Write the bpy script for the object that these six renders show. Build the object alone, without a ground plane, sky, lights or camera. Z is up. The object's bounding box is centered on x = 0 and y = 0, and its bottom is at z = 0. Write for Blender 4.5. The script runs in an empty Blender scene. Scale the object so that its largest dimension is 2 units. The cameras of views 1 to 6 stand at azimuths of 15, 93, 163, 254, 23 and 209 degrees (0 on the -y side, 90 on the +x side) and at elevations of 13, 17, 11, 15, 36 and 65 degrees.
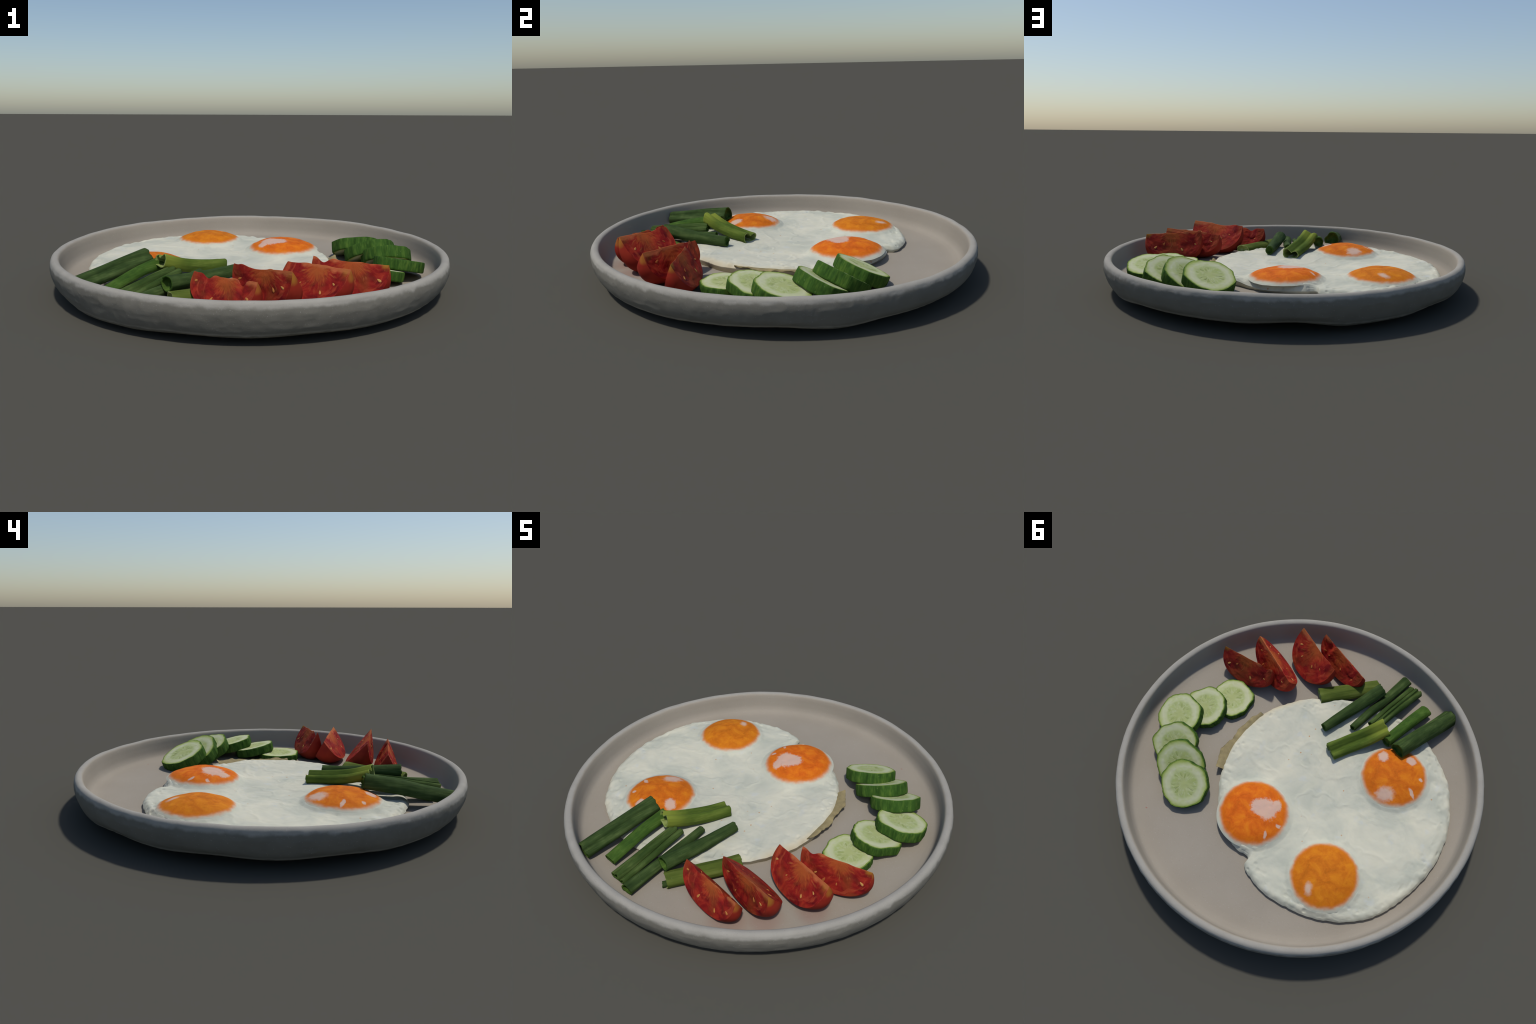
"""A stoneware plate with three fried eggs, cucumber slices, tomato wedges and
pieces of spring onion.  Metres, z up, plate centred on the origin."""
import bpy, math
import numpy as np
from mathutils import Matrix, Vector

FLOOR = 0.067            # height of the plate's inner floor
TAU = 2 * math.pi


# ------------------------------------------------------------------ helpers
def _hash(ix, iy, iz, seed):
    h = (ix * 374761393 + iy * 668265263 + iz * 2147483647 + seed * 974711) & 0xFFFFFFFF
    h = ((h ^ (h >> 13)) * 1274126177) & 0xFFFFFFFF
    h = (h ^ (h >> 16)) & 0xFFFFFFFF
    return h / 2147483648.0 - 1.0


def noise(x, y, z=0.0, seed=0):
    """Smooth value noise in -1..1, vectorised."""
    x, y, z = np.broadcast_arrays(np.asarray(x, float), np.asarray(y, float), np.asarray(z, float))
    fx, fy, fz = np.floor(x), np.floor(y), np.floor(z)
    ix, iy, iz = fx.astype(np.int64), fy.astype(np.int64), fz.astype(np.int64)
    def s(t):
        return t * t * t * (t * (t * 6 - 15) + 10)
    u, v, w = s(x - fx), s(y - fy), s(z - fz)
    out = 0
    for a in (0, 1):
        for b in (0, 1):
            for c in (0, 1):
                k = (u if a else 1 - u) * (v if b else 1 - v) * (w if c else 1 - w)
                out = out + k * _hash(ix + a, iy + b, iz + c, seed)
    return out


def fbm(x, y, z=0.0, seed=0, octaves=3):
    t, amp, f = 0, 1.0, 1.0
    for o in range(octaves):
        t = t + amp * noise(np.asarray(x) * f, np.asarray(y) * f, np.asarray(z) * f, seed + 17 * o)
        amp *= 0.5
        f *= 2.03
    return t / 1.75


def smooth(a, b, x):
    t = np.clip((x - a) / (b - a), 0, 1)
    return t * t * (3 - 2 * t)


def bump(x, y, cx, cy, r):
    return np.exp(-((x - cx) ** 2 + (y - cy) ** 2) / (r * r))


def closed_curve(points, per):
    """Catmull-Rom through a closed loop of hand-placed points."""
    p = np.array(points, float)
    n = len(p)
    t = np.linspace(0, 1, per, endpoint=False)[:, None]
    segs = []
    for i in range(n):
        a, b, c, d = p[i - 1], p[i], p[(i + 1) % n], p[(i + 2) % n]
        segs.append(0.5 * ((2 * b) + (c - a) * t + (2 * a - 5 * b + 4 * c - d) * t ** 2
                           + (3 * b - a - 3 * c + d) * t ** 3))
    return np.concatenate(segs)


def open_curve(points, n):
    p = np.array(points, float)
    p = np.vstack([2 * p[0] - p[1], p, 2 * p[-1] - p[-2]])
    out = []
    for u in np.linspace(0, len(p) - 3 - 1e-9, n):
        i = int(u)
        t = u - i
        a, b, c, d = p[i:i + 4]
        out.append(0.5 * ((2 * b) + (c - a) * t + (2 * a - 5 * b + 4 * c - d) * t * t
                          + (3 * b - a - 3 * c + d) * t ** 3))
    return np.array(out)


def grid_faces(rows, cols, wrap, offset=0, flip=False):
    f = []
    for i in range(rows - 1):
        for j in range(cols if wrap else cols - 1):
            k = (j + 1) % cols
            q = (offset + i * cols + j, offset + i * cols + k,
                 offset + (i + 1) * cols + k, offset + (i + 1) * cols + j)
            f.append(q[::-1] if flip else q)
    return f


def mesh(name, verts, faces, mats, face_mats=None, smooth_shade=True):
    me = bpy.data.meshes.new(name)
    me.from_pydata([tuple(v) for v in np.asarray(verts, float)], [], faces)
    for m in (mats if isinstance(mats, (list, tuple)) else [mats]):
        me.materials.append(m)
    if face_mats is not None:
        me.polygons.foreach_set("material_index", list(face_mats))
    me.polygons.foreach_set("use_smooth", [smooth_shade] * len(me.polygons))
    me.validate()
    me.update()
    return me


def put(name, data, parent=None, matrix=None):
    ob = bpy.data.objects.new(name, data)
    bpy.context.scene.collection.objects.link(ob)
    if parent is not None:
        ob.parent = parent
    if matrix is not None:
        ob.matrix_local = matrix
    return ob


def describe(ob, label, category):
    ob["label"] = label
    ob["category"] = category
    return ob


# ------------------------------------------------------------- node helpers
class Nodes:
    def __init__(self, name, rough=0.6, spec=0.3):
        self.mat = bpy.data.materials.new(name)
        self.mat.use_nodes = True
        self.t = self.mat.node_tree
        self.b = self.t.nodes["Principled BSDF"]
        self.b.inputs["Roughness"].default_value = min(1.0, rough + 0.35)
        self.b.inputs["Specular IOR Level"].default_value = spec * 0.15
        self.co = self.t.nodes.new("ShaderNodeTexCoord").outputs["Object"]

    def link(self, a, b):
        self.t.links.new(a, b)

    def _set(self, sock, v):
        if hasattr(v, "is_linked") or isinstance(v, bpy.types.NodeSocket):
            self.link(v, sock)
        else:
            sock.default_value = v

    def math(self, op, a, b=0.0, c=0.0, clamp=False):
        n = self.t.nodes.new("ShaderNodeMath")
        n.operation = op
        n.use_clamp = clamp
        for i, v in enumerate((a, b, c)):
            self._set(n.inputs[i], v)
        return n.outputs[0]

    def xyz(self, vec=None):
        n = self.t.nodes.new("ShaderNodeSeparateXYZ")
        self.link(vec or self.co, n.inputs[0])
        return n.outputs

    def combine(self, x=0.0, y=0.0, z=0.0):
        n = self.t.nodes.new("ShaderNodeCombineXYZ")
        for i, v in enumerate((x, y, z)):
            self._set(n.inputs[i], v)
        return n.outputs[0]

    def mapping(self, scale=(1, 1, 1), loc=(0, 0, 0), rot=(0, 0, 0), vec=None):
        n = self.t.nodes.new("ShaderNodeMapping")
        n.inputs["Scale"].default_value = scale
        n.inputs["Location"].default_value = loc
        n.inputs["Rotation"].default_value = rot
        self.link(vec or self.co, n.inputs["Vector"])
        return n.outputs[0]

    def noise(self, scale, detail=3.0, rough=0.5, vec=None, distort=0.0, color=False):
        n = self.t.nodes.new("ShaderNodeTexNoise")
        n.inputs["Scale"].default_value = scale
        n.inputs["Detail"].default_value = detail
        n.inputs["Roughness"].default_value = rough
        n.inputs["Distortion"].default_value = distort
        self.link(vec or self.co, n.inputs["Vector"])
        return n.outputs["Color" if color else "Fac"]

    def voronoi(self, scale, vec=None, out="Distance"):
        n = self.t.nodes.new("ShaderNodeTexVoronoi")
        n.inputs["Scale"].default_value = scale
        self.link(vec or self.co, n.inputs["Vector"])
        return n.outputs[out]

    def ramp(self, fac, stops):
        n = self.t.nodes.new("ShaderNodeValToRGB")
        e = n.color_ramp.elements
        while len(e) < len(stops):
            e.new(0.5)
        for el, (p, c) in zip(e, stops):
            el.position = p
            el.color = (*c, 1) if not isinstance(c, float) else (c, c, c, 1)
        self.link(fac, n.inputs[0])
        return n.outputs["Color"]

    def step(self, fac, lo, hi):
        """0 below lo, 1 above hi, smooth between (lo may exceed hi)."""
        n = self.t.nodes.new("ShaderNodeMapRange")
        n.interpolation_type = "SMOOTHSTEP"
        self._set(n.inputs["Value"], fac)
        n.inputs["From Min"].default_value = lo
        n.inputs["From Max"].default_value = hi
        return n.outputs["Result"]

    def mix(self, fac, a, b, mode="MIX"):
        n = self.t.nodes.new("ShaderNodeMix")
        n.data_type = "RGBA"
        n.blend_type = mode
        self._set(n.inputs[0], fac)
        for sock, v in ((n.inputs[6], a), (n.inputs[7], b)):
            self._set(sock, v if not isinstance(v, tuple) else (*v, 1))
        return n.outputs[2]

    def distance(self, vec, centre):
        n = self.t.nodes.new("ShaderNodeVectorMath")
        n.operation = "DISTANCE"
        self.link(vec, n.inputs[0])
        n.inputs[1].default_value = centre
        return n.outputs["Value"]

    def wobble(self, amount, scale):
        """Object coordinates pushed about by noise."""
        c = self.noise(scale, 2.0, color=True)
        a = self.t.nodes.new("ShaderNodeVectorMath")
        a.operation = "SUBTRACT"
        self.link(c, a.inputs[0])
        a.inputs[1].default_value = (0.5, 0.5, 0.5)
        m = self.t.nodes.new("ShaderNodeVectorMath")
        m.operation = "MULTIPLY_ADD"
        self.link(a.outputs[0], m.inputs[0])
        m.inputs[1].default_value = (amount,) * 3
        self.link(self.co, m.inputs[2])
        return m.outputs[0]

    def bump(self, height, strength, dist=0.002):
        n = self.t.nodes.new("ShaderNodeBump")
        n.inputs["Strength"].default_value = strength
        n.inputs["Distance"].default_value = dist
        self.link(height, n.inputs["Height"])
        self.link(n.outputs[0], self.b.inputs["Normal"])

    def done(self, color, sss=0.0, radius=(0.02, 0.01, 0.005)):
        self._set(self.b.inputs["Base Color"], color if not isinstance(color, tuple) else (*color, 1))
        if sss:
            self.b.inputs["Subsurface Weight"].default_value = sss
            self.b.inputs["Subsurface Radius"].default_value = radius
            self.b.inputs["Subsurface Scale"].default_value = 0.5
        return self.mat


# ---------------------------------------------------------------- materials
def stoneware():
    """Matt glaze: warm taupe inside, cooler grey on the lip and outside, the wall darkened by baked shade."""
    n = Nodes("stoneware", 0.62, 0.25)
    x, y, z = n.xyz()
    r = n.math("SQRT", n.math("ADD", n.math("MULTIPLY", x, x), n.math("MULTIPLY", y, y)))
    cloud = n.noise(3.2, 4.0)
    grain = n.noise(190.0, 2.0, 0.6)
    floor_col = n.mix(cloud, (0.296, 0.260, 0.208), (0.362, 0.322, 0.264))
    lip_col = n.mix(n.noise(14.0, 3.0), (0.306, 0.287, 0.248), (0.380, 0.358, 0.312))
    out_col = n.mix(n.noise(9.0, 4.0, 0.6), (0.150, 0.140, 0.115), (0.222, 0.208, 0.174))  # wall grey includes some baked shade kept in the colour
    col = n.mix(n.step(n.math("ADD", r, n.math("MULTIPLY", n.noise(22.0), 0.010)), 0.960, 0.972), floor_col, lip_col)
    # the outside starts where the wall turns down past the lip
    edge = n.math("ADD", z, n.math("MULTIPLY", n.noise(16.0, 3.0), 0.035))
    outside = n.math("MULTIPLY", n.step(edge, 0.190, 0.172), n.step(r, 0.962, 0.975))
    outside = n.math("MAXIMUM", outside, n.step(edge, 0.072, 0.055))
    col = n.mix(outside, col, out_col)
    # speckle of the clay
    col = n.mix(n.math("MULTIPLY", n.step(grain, 0.66, 0.74), 0.35), col, (0.52, 0.49, 0.47))
    col = n.mix(n.math("MULTIPLY", n.step(grain, 0.36, 0.28), 0.25), col, (0.17, 0.145, 0.13))
    # red light bounced off the wedges, painted into the floor; then tomato juice drops
    red_bounce = None
    for cx, cy, rr in ((0.20, -0.80, 0.13), (0.34, -0.74, 0.12), (0.06, -0.72, 0.10), (0.52, -0.62, 0.10)):
        d = n.step(n.distance(n.wobble(0.05, 9.0), (cx, cy, FLOOR)), rr, rr * 0.25)
        red_bounce = d if red_bounce is None else n.math("MAXIMUM", red_bounce, d)
    col = n.mix(n.math("MULTIPLY", red_bounce, 0.30), col, (0.27, 0.10, 0.085))
    drop = None
    for cx, cy, rr in ((0.630, -0.625, 0.012), (0.612, -0.640, 0.008), (0.641, 0.573, 0.006)):
        d = n.step(n.distance(n.wobble(0.015, 60.0), (cx, cy, FLOOR)), rr, rr * 0.4)
        drop = d if drop is None else n.math("MAXIMUM", drop, d)
    col = n.mix(n.math("MULTIPLY", drop, 0.6), col, (0.34, 0.10, 0.07))
    n.bump(n.math("ADD", grain, n.noise(60.0, 3.0)), 0.18, 0.002)
    return n.done(col)


def egg_white_material():
    n = Nodes("cooked_egg_white", 0.42, 0.35)
    x, y, z = n.xyz()
    base = n.ramp(n.noise(5.0, 4.0, 0.55, distort=0.6),
                  [(0.30, (0.440, 0.455, 0.375)), (0.48, (0.550, 0.545, 0.440)), (0.66, (0.635, 0.610, 0.480))])
    base = n.mix(n.math("MULTIPLY", n.step(n.noise(11.0, 3.0), 0.58, 0.72), 0.30), base, (0.64, 0.62, 0.47))
    base = n.mix(n.math("MULTIPLY", n.step(n.noise(16.0, 3.0, vec=n.mapping(loc=(3, 1, 0))), 0.60, 0.74), 0.30), base, (0.52, 0.56, 0.58))
    # brown flecks
    fleck = n.math("MULTIPLY", n.step(n.voronoi(13.0), 0.075, 0.04), n.step(n.noise(4.0), 0.49, 0.56))
    base = n.mix(n.math("MULTIPLY", fleck, 0.75), base, (0.50, 0.24, 0.08))
    # fried, yellowed rim on the lifted side
    d = n.distance(n.mapping(scale=(1, 1, 0)), (0.02, 0.0, 0))
    fry = n.math("MULTIPLY", n.step(x, 0.36, 0.48), n.step(n.math("ADD", y, 0.0), 0.14, 0.0))
    fry = n.math("MULTIPLY", fry, n.step(n.math("ADD", d, n.math("MULTIPLY", n.noise(18.0), 0.05)), 0.60, 0.68))
    base = n.mix(n.math("MULTIPLY", fry, 0.55), base, (0.55, 0.42, 0.22))
    n.bump(n.math("ADD", n.noise(30.0, 4.0), n.math("MULTIPLY", n.noise(110.0, 3.0), 0.4)), 0.35, 0.003)
    return n.done(base, 0.12, (0.02, 0.018, 0.014))


def yolk_material(name, radius, deep, light, glints):
    """Orange yolk; its border fades into the white, baked highlights are painted on it."""
    n = Nodes(name, 0.36, 0.4)
    w = n.wobble(0.016, 26.0)
    flat = n.mapping(scale=(1, 1, 0), vec=w)
    rr = n.distance(flat, (0, 0, 0))
    swirl = n.noise(15.0, 6.0, 0.65, distort=0.5)
    col = n.ramp(swirl, [(0.32, tuple(c * 0.80 for c in deep)), (0.46, deep), (0.60, light), (0.76, tuple(0.55 * c + 0.45 * e for c, e in zip(light, (0.75, 0.30, 0.02))))])
    veins = n.math("ABSOLUTE", n.math("SUBTRACT", n.noise(24.0, 4.0, 0.6, distort=2.0), 0.5))
    col = n.mix(n.math("MULTIPLY", n.step(veins, 0.02, 0.0), 0.22), col, (0.74, 0.30, 0.03))
    col = n.mix(n.math("MULTIPLY", n.step(rr, radius * 0.72, radius * 0.98), 0.40), col, (0.60, 0.17, 0.01))
    glint_noise = n.math("MULTIPLY", n.math("SUBTRACT", n.noise(60.0, 5.0, 0.7), 0.5), 1.1)
    glint = None
    for cx, cy, a, b, ang, soft in glints:
        m = n.mapping(loc=(-cx, -cy, 0), vec=flat)
        m = n.mapping(rot=(0, 0, -ang), vec=m)
        m = n.mapping(scale=(1 / a, 1 / b, 0), vec=m)
        e = n.math("ADD", n.distance(m, (0, 0, 0)), glint_noise)
        d = n.step(e, 1.0 + soft, 1.0 - soft)
        glint = d if glint is None else n.math("MAXIMUM", glint, d)
    col = n.mix(n.math("MULTIPLY", glint, 0.74), col, (0.60, 0.49, 0.41))  # pale patches are baked reflections painted into the yolk colour
    fade = n.step(n.math("ADD", rr, n.math("MULTIPLY", n.math("SUBTRACT", n.noise(30.0, 3.0), 0.5), 0.012)), radius * 0.950, radius * 1.075)
    halo = n.step(rr, radius * 0.90, radius * 1.01)
    col = n.mix(n.math("MULTIPLY", halo, 0.55), col, (0.62, 0.30, 0.16))
    col = n.mix(fade, col, (0.560, 0.555, 0.445))
    n.bump(n.noise(45.0, 4.0), 0.25, 0.002)
    return n.done(col, 0.08, (0.02, 0.008, 0.002))


def crisp_edge_material():
    n = Nodes("fried_membrane", 0.45, 0.35)
    col = n.ramp(n.noise(22.0, 4.0, 0.6), [(0.3, (0.24, 0.19, 0.095)), (0.5, (0.29, 0.235, 0.12)), (0.7, (0.36, 0.29, 0.14))])
    n.bump(n.noise(40.0, 3.0), 0.5, 0.003)
    return n.done(col)


def cucumber_rind_material():
    n = Nodes("cucumber_rind", 0.42, 0.4)
    x, y, z = n.xyz()
    ang = n.math("ARCTAN2", y, x)
    streak = n.noise(1.0, 3.0, 0.6, vec=n.combine(n.math("MULTIPLY", ang, 6.0), n.math("MULTIPLY", z, 14.0), 0.0))
    fine = n.noise(1.0, 3.0, 0.6, vec=n.combine(n.math("MULTIPLY", ang, 24.0), n.math("MULTIPLY", z, 18.0), 4.0))
    col = n.ramp(n.math("ADD", n.math("MULTIPLY", streak, 0.65), n.math("MULTIPLY", fine, 0.35)),
                 [(0.32, (0.022, 0.055, 0.010)), (0.50, (0.042, 0.098, 0.016)), (0.70, (0.100, 0.170, 0.028))])
    wart = n.step(n.voronoi(34.0), 0.10, 0.03)
    col = n.mix(n.math("MULTIPLY", wart, 0.5), col, (0.26, 0.34, 0.12))
    n.bump(n.math("ADD", fine, n.math("MULTIPLY", wart, 0.6)), 0.4, 0.002)
    return n.done(col)


def cucumber_ring_material():
    n = Nodes("cucumber_under_rind", 0.38, 0.4)
    col = n.ramp(n.noise(30.0, 3.0), [(0.3, (0.130, 0.205, 0.028)), (0.7, (0.250, 0.325, 0.072))])
    return n.done(col, 0.1, (0.01, 0.015, 0.005))


def cucumber_flesh_material():
    n = Nodes("cucumber_flesh", 0.34, 0.45)
    w = n.mapping(scale=(1, 1, 0), vec=n.wobble(0.018, 24.0))
    r = n.distance(w, (0, 0, 0))
    x, y, z = n.xyz(w)
    ang = n.math("ARCTAN2", y, x)
    col = n.ramp(n.math("MULTIPLY", r, 8.0),
                 [(0.0, (0.40, 0.44, 0.185)), (0.28, (0.40, 0.44, 0.195)), (0.54, (0.385, 0.44, 0.180)), (0.64, (0.49, 0.515, 0.30)), (0.78, (0.525, 0.54, 0.345)), (0.90, (0.44, 0.48, 0.23)), (0.99, (0.31, 0.38, 0.10))])
    rays = n.noise(26.0, 4.0, 0.6, distort=0.6)
    zone = n.math("MULTIPLY", n.step(r, 0.012, 0.030), n.step(r, 0.078, 0.060))
    col = n.mix(n.math("MULTIPLY", n.math("MULTIPLY", n.step(rays, 0.48, 0.62), zone), 0.45), col, (0.31, 0.36, 0.125))
    vein = n.math("ABSOLUTE", n.math("SUBTRACT", n.noise(1.0, 2.0, 0.5, vec=n.combine(n.math("MULTIPLY", ang, 2.0), n.math("MULTIPLY", r, 14.0), 7.0)), 0.5))
    col = n.mix(n.math("MULTIPLY", n.math("MULTIPLY", n.step(vein, 0.05, 0.0), zone), 0.5), col, (0.50, 0.53, 0.33))
    smear = n.step(n.noise(20.0, 2.0, vec=n.mapping(loc=(2, 5, 1))), 0.55, 0.72)
    col = n.mix(n.math("MULTIPLY", smear, 0.35), col, (0.40, 0.47, 0.13))
    n.bump(rays, 0.15, 0.002)
    return n.done(col, 0.15, (0.012, 0.016, 0.006))


def cucumber_seed_material():
    n = Nodes("cucumber_seed", 0.36, 0.45)
    info = n.t.nodes.new("ShaderNodeObjectInfo")
    col = n.ramp(info.outputs["Random"], [(0.0, (0.30, 0.35, 0.125)), (0.5, (0.335, 0.385, 0.15)), (1.0, (0.39, 0.435, 0.195))])
    return n.done(col)


def tomato_flesh_material():
    """Local frame of a wedge: x along the ridge to the stem end, z down from it."""
    n = Nodes("tomato_flesh", 0.33, 0.45)
    w = n.wobble(0.03, 16.0)
    x, y, z = n.xyz(w)
    depth = n.math("MULTIPLY", z, -1.0)
    dx = n.math("SUBTRACT", x, 0.015)
    ang = n.math("ARCTAN2", depth, dx)
    r = n.math("SQRT", n.math("ADD", n.math("MULTIPLY", dx, dx), n.math("MULTIPLY", depth, depth)))
    info = n.t.nodes.new("ShaderNodeObjectInfo").outputs["Random"]
    off = n.math("MULTIPLY", info, 40.0)
    body = n.ramp(n.noise(15.0, 4.0, 0.55, distort=0.8),
                  [(0.30, (0.115, 0.007, 0.009)), (0.48, (0.245, 0.014, 0.012)), (0.68, (0.385, 0.036, 0.018))])
    body = n.mix(n.math("MULTIPLY", n.step(n.noise(9.0, 3.0, vec=n.mapping(loc=(4, 2, 7))), 0.46, 0.64), 0.55), body, (0.215, 0.055, 0.016))
    streak = n.noise(1.0, 4.0, 0.65, vec=n.combine(n.math("MULTIPLY", ang, 6.5), n.math("MULTIPLY", r, 16.0), off))
    reach = n.math("ADD", r, n.math("MULTIPLY", n.math("SUBTRACT", streak, 0.5), 0.17))
    core = n.step(reach, 0.088, 0.020)
    col = n.mix(n.math("MULTIPLY", core, 0.70), body, (0.450, 0.110, 0.026))
    ray = n.math("MULTIPLY", n.step(streak, 0.56, 0.70), n.step(r, 0.135, 0.07))
    col = n.mix(n.math("MULTIPLY", ray, 0.40), col, (0.52, 0.19, 0.05))
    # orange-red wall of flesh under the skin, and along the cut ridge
    wall = n.step(n.noise(1.0, 3.0, 0.5, vec=n.combine(n.math("MULTIPLY", ang, 2.2), n.math("MULTIPLY", r, 60.0), off)), 0.52, 0.64)
    col = n.mix(n.math("MULTIPLY", n.math("MULTIPLY", wall, n.step(r, 0.105, 0.135)), 0.45), col, (0.46, 0.085, 0.035))
    ridge = n.step(n.math("ADD", depth, n.math("MULTIPLY", n.math("SUBTRACT", n.noise(24.0), 0.5), 0.03)), 0.014, 0.0)
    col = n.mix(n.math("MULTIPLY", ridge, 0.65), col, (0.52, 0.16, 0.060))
    # yellow-green stem end
    stem = n.step(n.math("ADD", n.distance(w, (0.155, 0.0, -0.006)), n.math("MULTIPLY", n.noise(30.0), 0.03)), 0.046, 0.018)
    col = n.mix(n.math("MULTIPLY", stem, n.math("MULTIPLY", info, 0.75)), col, (0.42, 0.23, 0.025))
    n.bump(n.math("ADD", streak, n.noise(32.0, 4.0)), 0.45, 0.004)
    return n.done(col, 0.10, (0.02, 0.006, 0.003))


def tomato_skin_material():
    n = Nodes("tomato_skin", 0.26, 0.5)
    col = n.ramp(n.noise(12.0, 3.0), [(0.3, (0.235, 0.018, 0.012)), (0.7, (0.350, 0.036, 0.018))])
    stem = n.step(n.math("ADD", n.distance(n.wobble(0.03, 20.0), (0.165, 0.0, -0.01)), 0.0), 0.040, 0.008)
    col = n.mix(n.math("MULTIPLY", stem, 0.60), col, (0.42, 0.22, 0.03))
    n.bump(n.noise(30.0, 2.0), 0.1, 0.002)
    return n.done(col, 0.05, (0.02, 0.005, 0.003))


def tomato_seed_material():
    n = Nodes("tomato_seed", 0.35, 0.5)
    info = n.t.nodes.new("ShaderNodeObjectInfo")
    col = n.ramp(info.outputs["Random"], [(0.0, (0.38, 0.10, 0.03)), (0.5, (0.48, 0.19, 0.05)), (1.0, (0.55, 0.29, 0.085))])
    return n.done(col)


def scallion_material(name, dark, mid, light, tip=None, tip_at=1.0):
    """Lengthwise veins; x runs along the piece."""
    n = Nodes(name, 0.40, 0.4)
    x, y, z = n.xyz()
    fine = n.noise(1.0, 3.0, 0.6, vec=n.mapping(scale=(7, 170, 170)))
    broad = n.noise(1.0, 3.0, 0.5, vec=n.mapping(scale=(5, 34, 34)))
    patch = n.noise(16.0, 3.0)
    f = n.math("ADD", n.math("MULTIPLY", broad, 0.50), n.math("ADD", n.math("MULTIPLY", fine, 0.25), n.math("MULTIPLY", patch, 0.25)))
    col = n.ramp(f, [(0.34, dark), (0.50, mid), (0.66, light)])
    if tip:
        col = n.mix(n.math("MULTIPLY", n.step(x, tip_at - 0.13, tip_at), 0.75), col, tip)
    spot = n.math("MULTIPLY", n.step(n.voronoi(75.0), 0.13, 0.06), n.step(n.noise(9.0), 0.52, 0.62))
    col = n.mix(n.math("MULTIPLY", spot, 0.35), col, (0.22, 0.28, 0.19))
    n.bump(fine, 0.3, 0.002)
    return n.done(col, 0.05, (0.006, 0.012, 0.003))


# -------------------------------------------------------------------- plate
def build_plate(mat):
    # radius, height: from the centre of the floor over the lip to the centre below
    inner = open_curve([(0.0, FLOOR), (0.45, FLOOR), (0.80, FLOOR), (0.876, 0.0667), (0.906, 0.0703),
                        (0.927, 0.0795), (0.9405, 0.1015), (0.948, 0.134), (0.953, 0.164), (0.9585, 0.180),
                        (0.970, 0.1866), (0.984, 0.186), (0.9955, 0.175), (1.0015, 0.152), (0.9995, 0.122),
                        (0.988, 0.086), (0.969, 0.058), (0.943, 0.040), (0.896, 0.029), (0.830, 0.022),
                        (0.70, 0.013), (0.35, 0.003), (0.0, 0.000)], 170)
    cols = 1080
    a = np.linspace(0, TAU, cols, endpoint=False)
    R, A = np.meshgrid(inner[:, 0], a, indexing="ij")
    Zp = np.repeat(inner[:, 1][:, None], cols, 1)
    k = np.arange(len(inner))[:, None] * np.ones((1, cols))
    outer = smooth(0, 1, (k - np.argmax(inner[:, 1])) / 8.0)          # 0 inside, 1 outside
    foot = outer * smooth(0.100, 0.045, Zp)
    cx, cy = np.cos(A), np.sin(A)
    # the foot copies the scan's lumpy bottom fill, its height wandering round the plate
    lift = base_lift(A)
    Zp = Zp + foot * lift * smooth(0.60, 0.90, R)
    # gently uneven lip
    lip = smooth(0.90, 0.97, R) * smooth(0.09, 0.17, Zp)
    Zp = Zp + lip * (0.0022 * noise(cx * 2.6, cy * 2.6, 3, 5) + 0.0012 * noise(cx * 12, cy * 12, 1, 6))
    # knife-trimmed facets on the outside wall
    px, py, pz = cx * 15, cy * 15, Zp * 19
    facet = np.abs(noise(px, py, pz, 11)) * 0.6 + np.abs(noise(px * 2.1, py * 2.1, pz * 2.1, 12)) * 0.28
    out_wall = outer * smooth(0.60, 0.95, R) * smooth(0.183, 0.165, Zp)
    R = R - out_wall * 0.0042 * facet
    # subtle throwing marks on the floor
    Zp = Zp + (1 - outer) * 0.0008 * noise(R * cx * 9, R * cy * 9, 0, 21) * smooth(0.92, 0.8, R)
    V = np.stack([R * cx, R * cy, Zp], -1).reshape(-1, 3)
    V[:, 2] = np.maximum(V[:, 2], 0.0)
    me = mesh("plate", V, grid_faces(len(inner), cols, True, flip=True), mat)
    ob = put("plate", me)
    describe(ob, "round grey stoneware plate with low upright rim", "plate")
    return ob


BASE_LIFT = [0.004, -0.014, 0.002, 0.003, 0.002, 0.013, -0.012, -0.009, 0.006, -0.003, 0.007, -0.003,
             0.005, -0.006, -0.005, -0.002, -0.020, -0.018, -0.008, -0.012, -0.005, -0.009, -0.007, -0.001]     # metres, every 15 degrees from +x, counter-clockwise


def base_lift(A):
    t = (A / TAU * len(BASE_LIFT)) % len(BASE_LIFT)
    i = np.floor(t).astype(int) % len(BASE_LIFT)
    f = t - np.floor(t)
    f = f * f * (3 - 2 * f)
    L = np.array(BASE_LIFT)
    return L[i] * (1 - f) + L[(i + 1) % len(L)] * f


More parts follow.
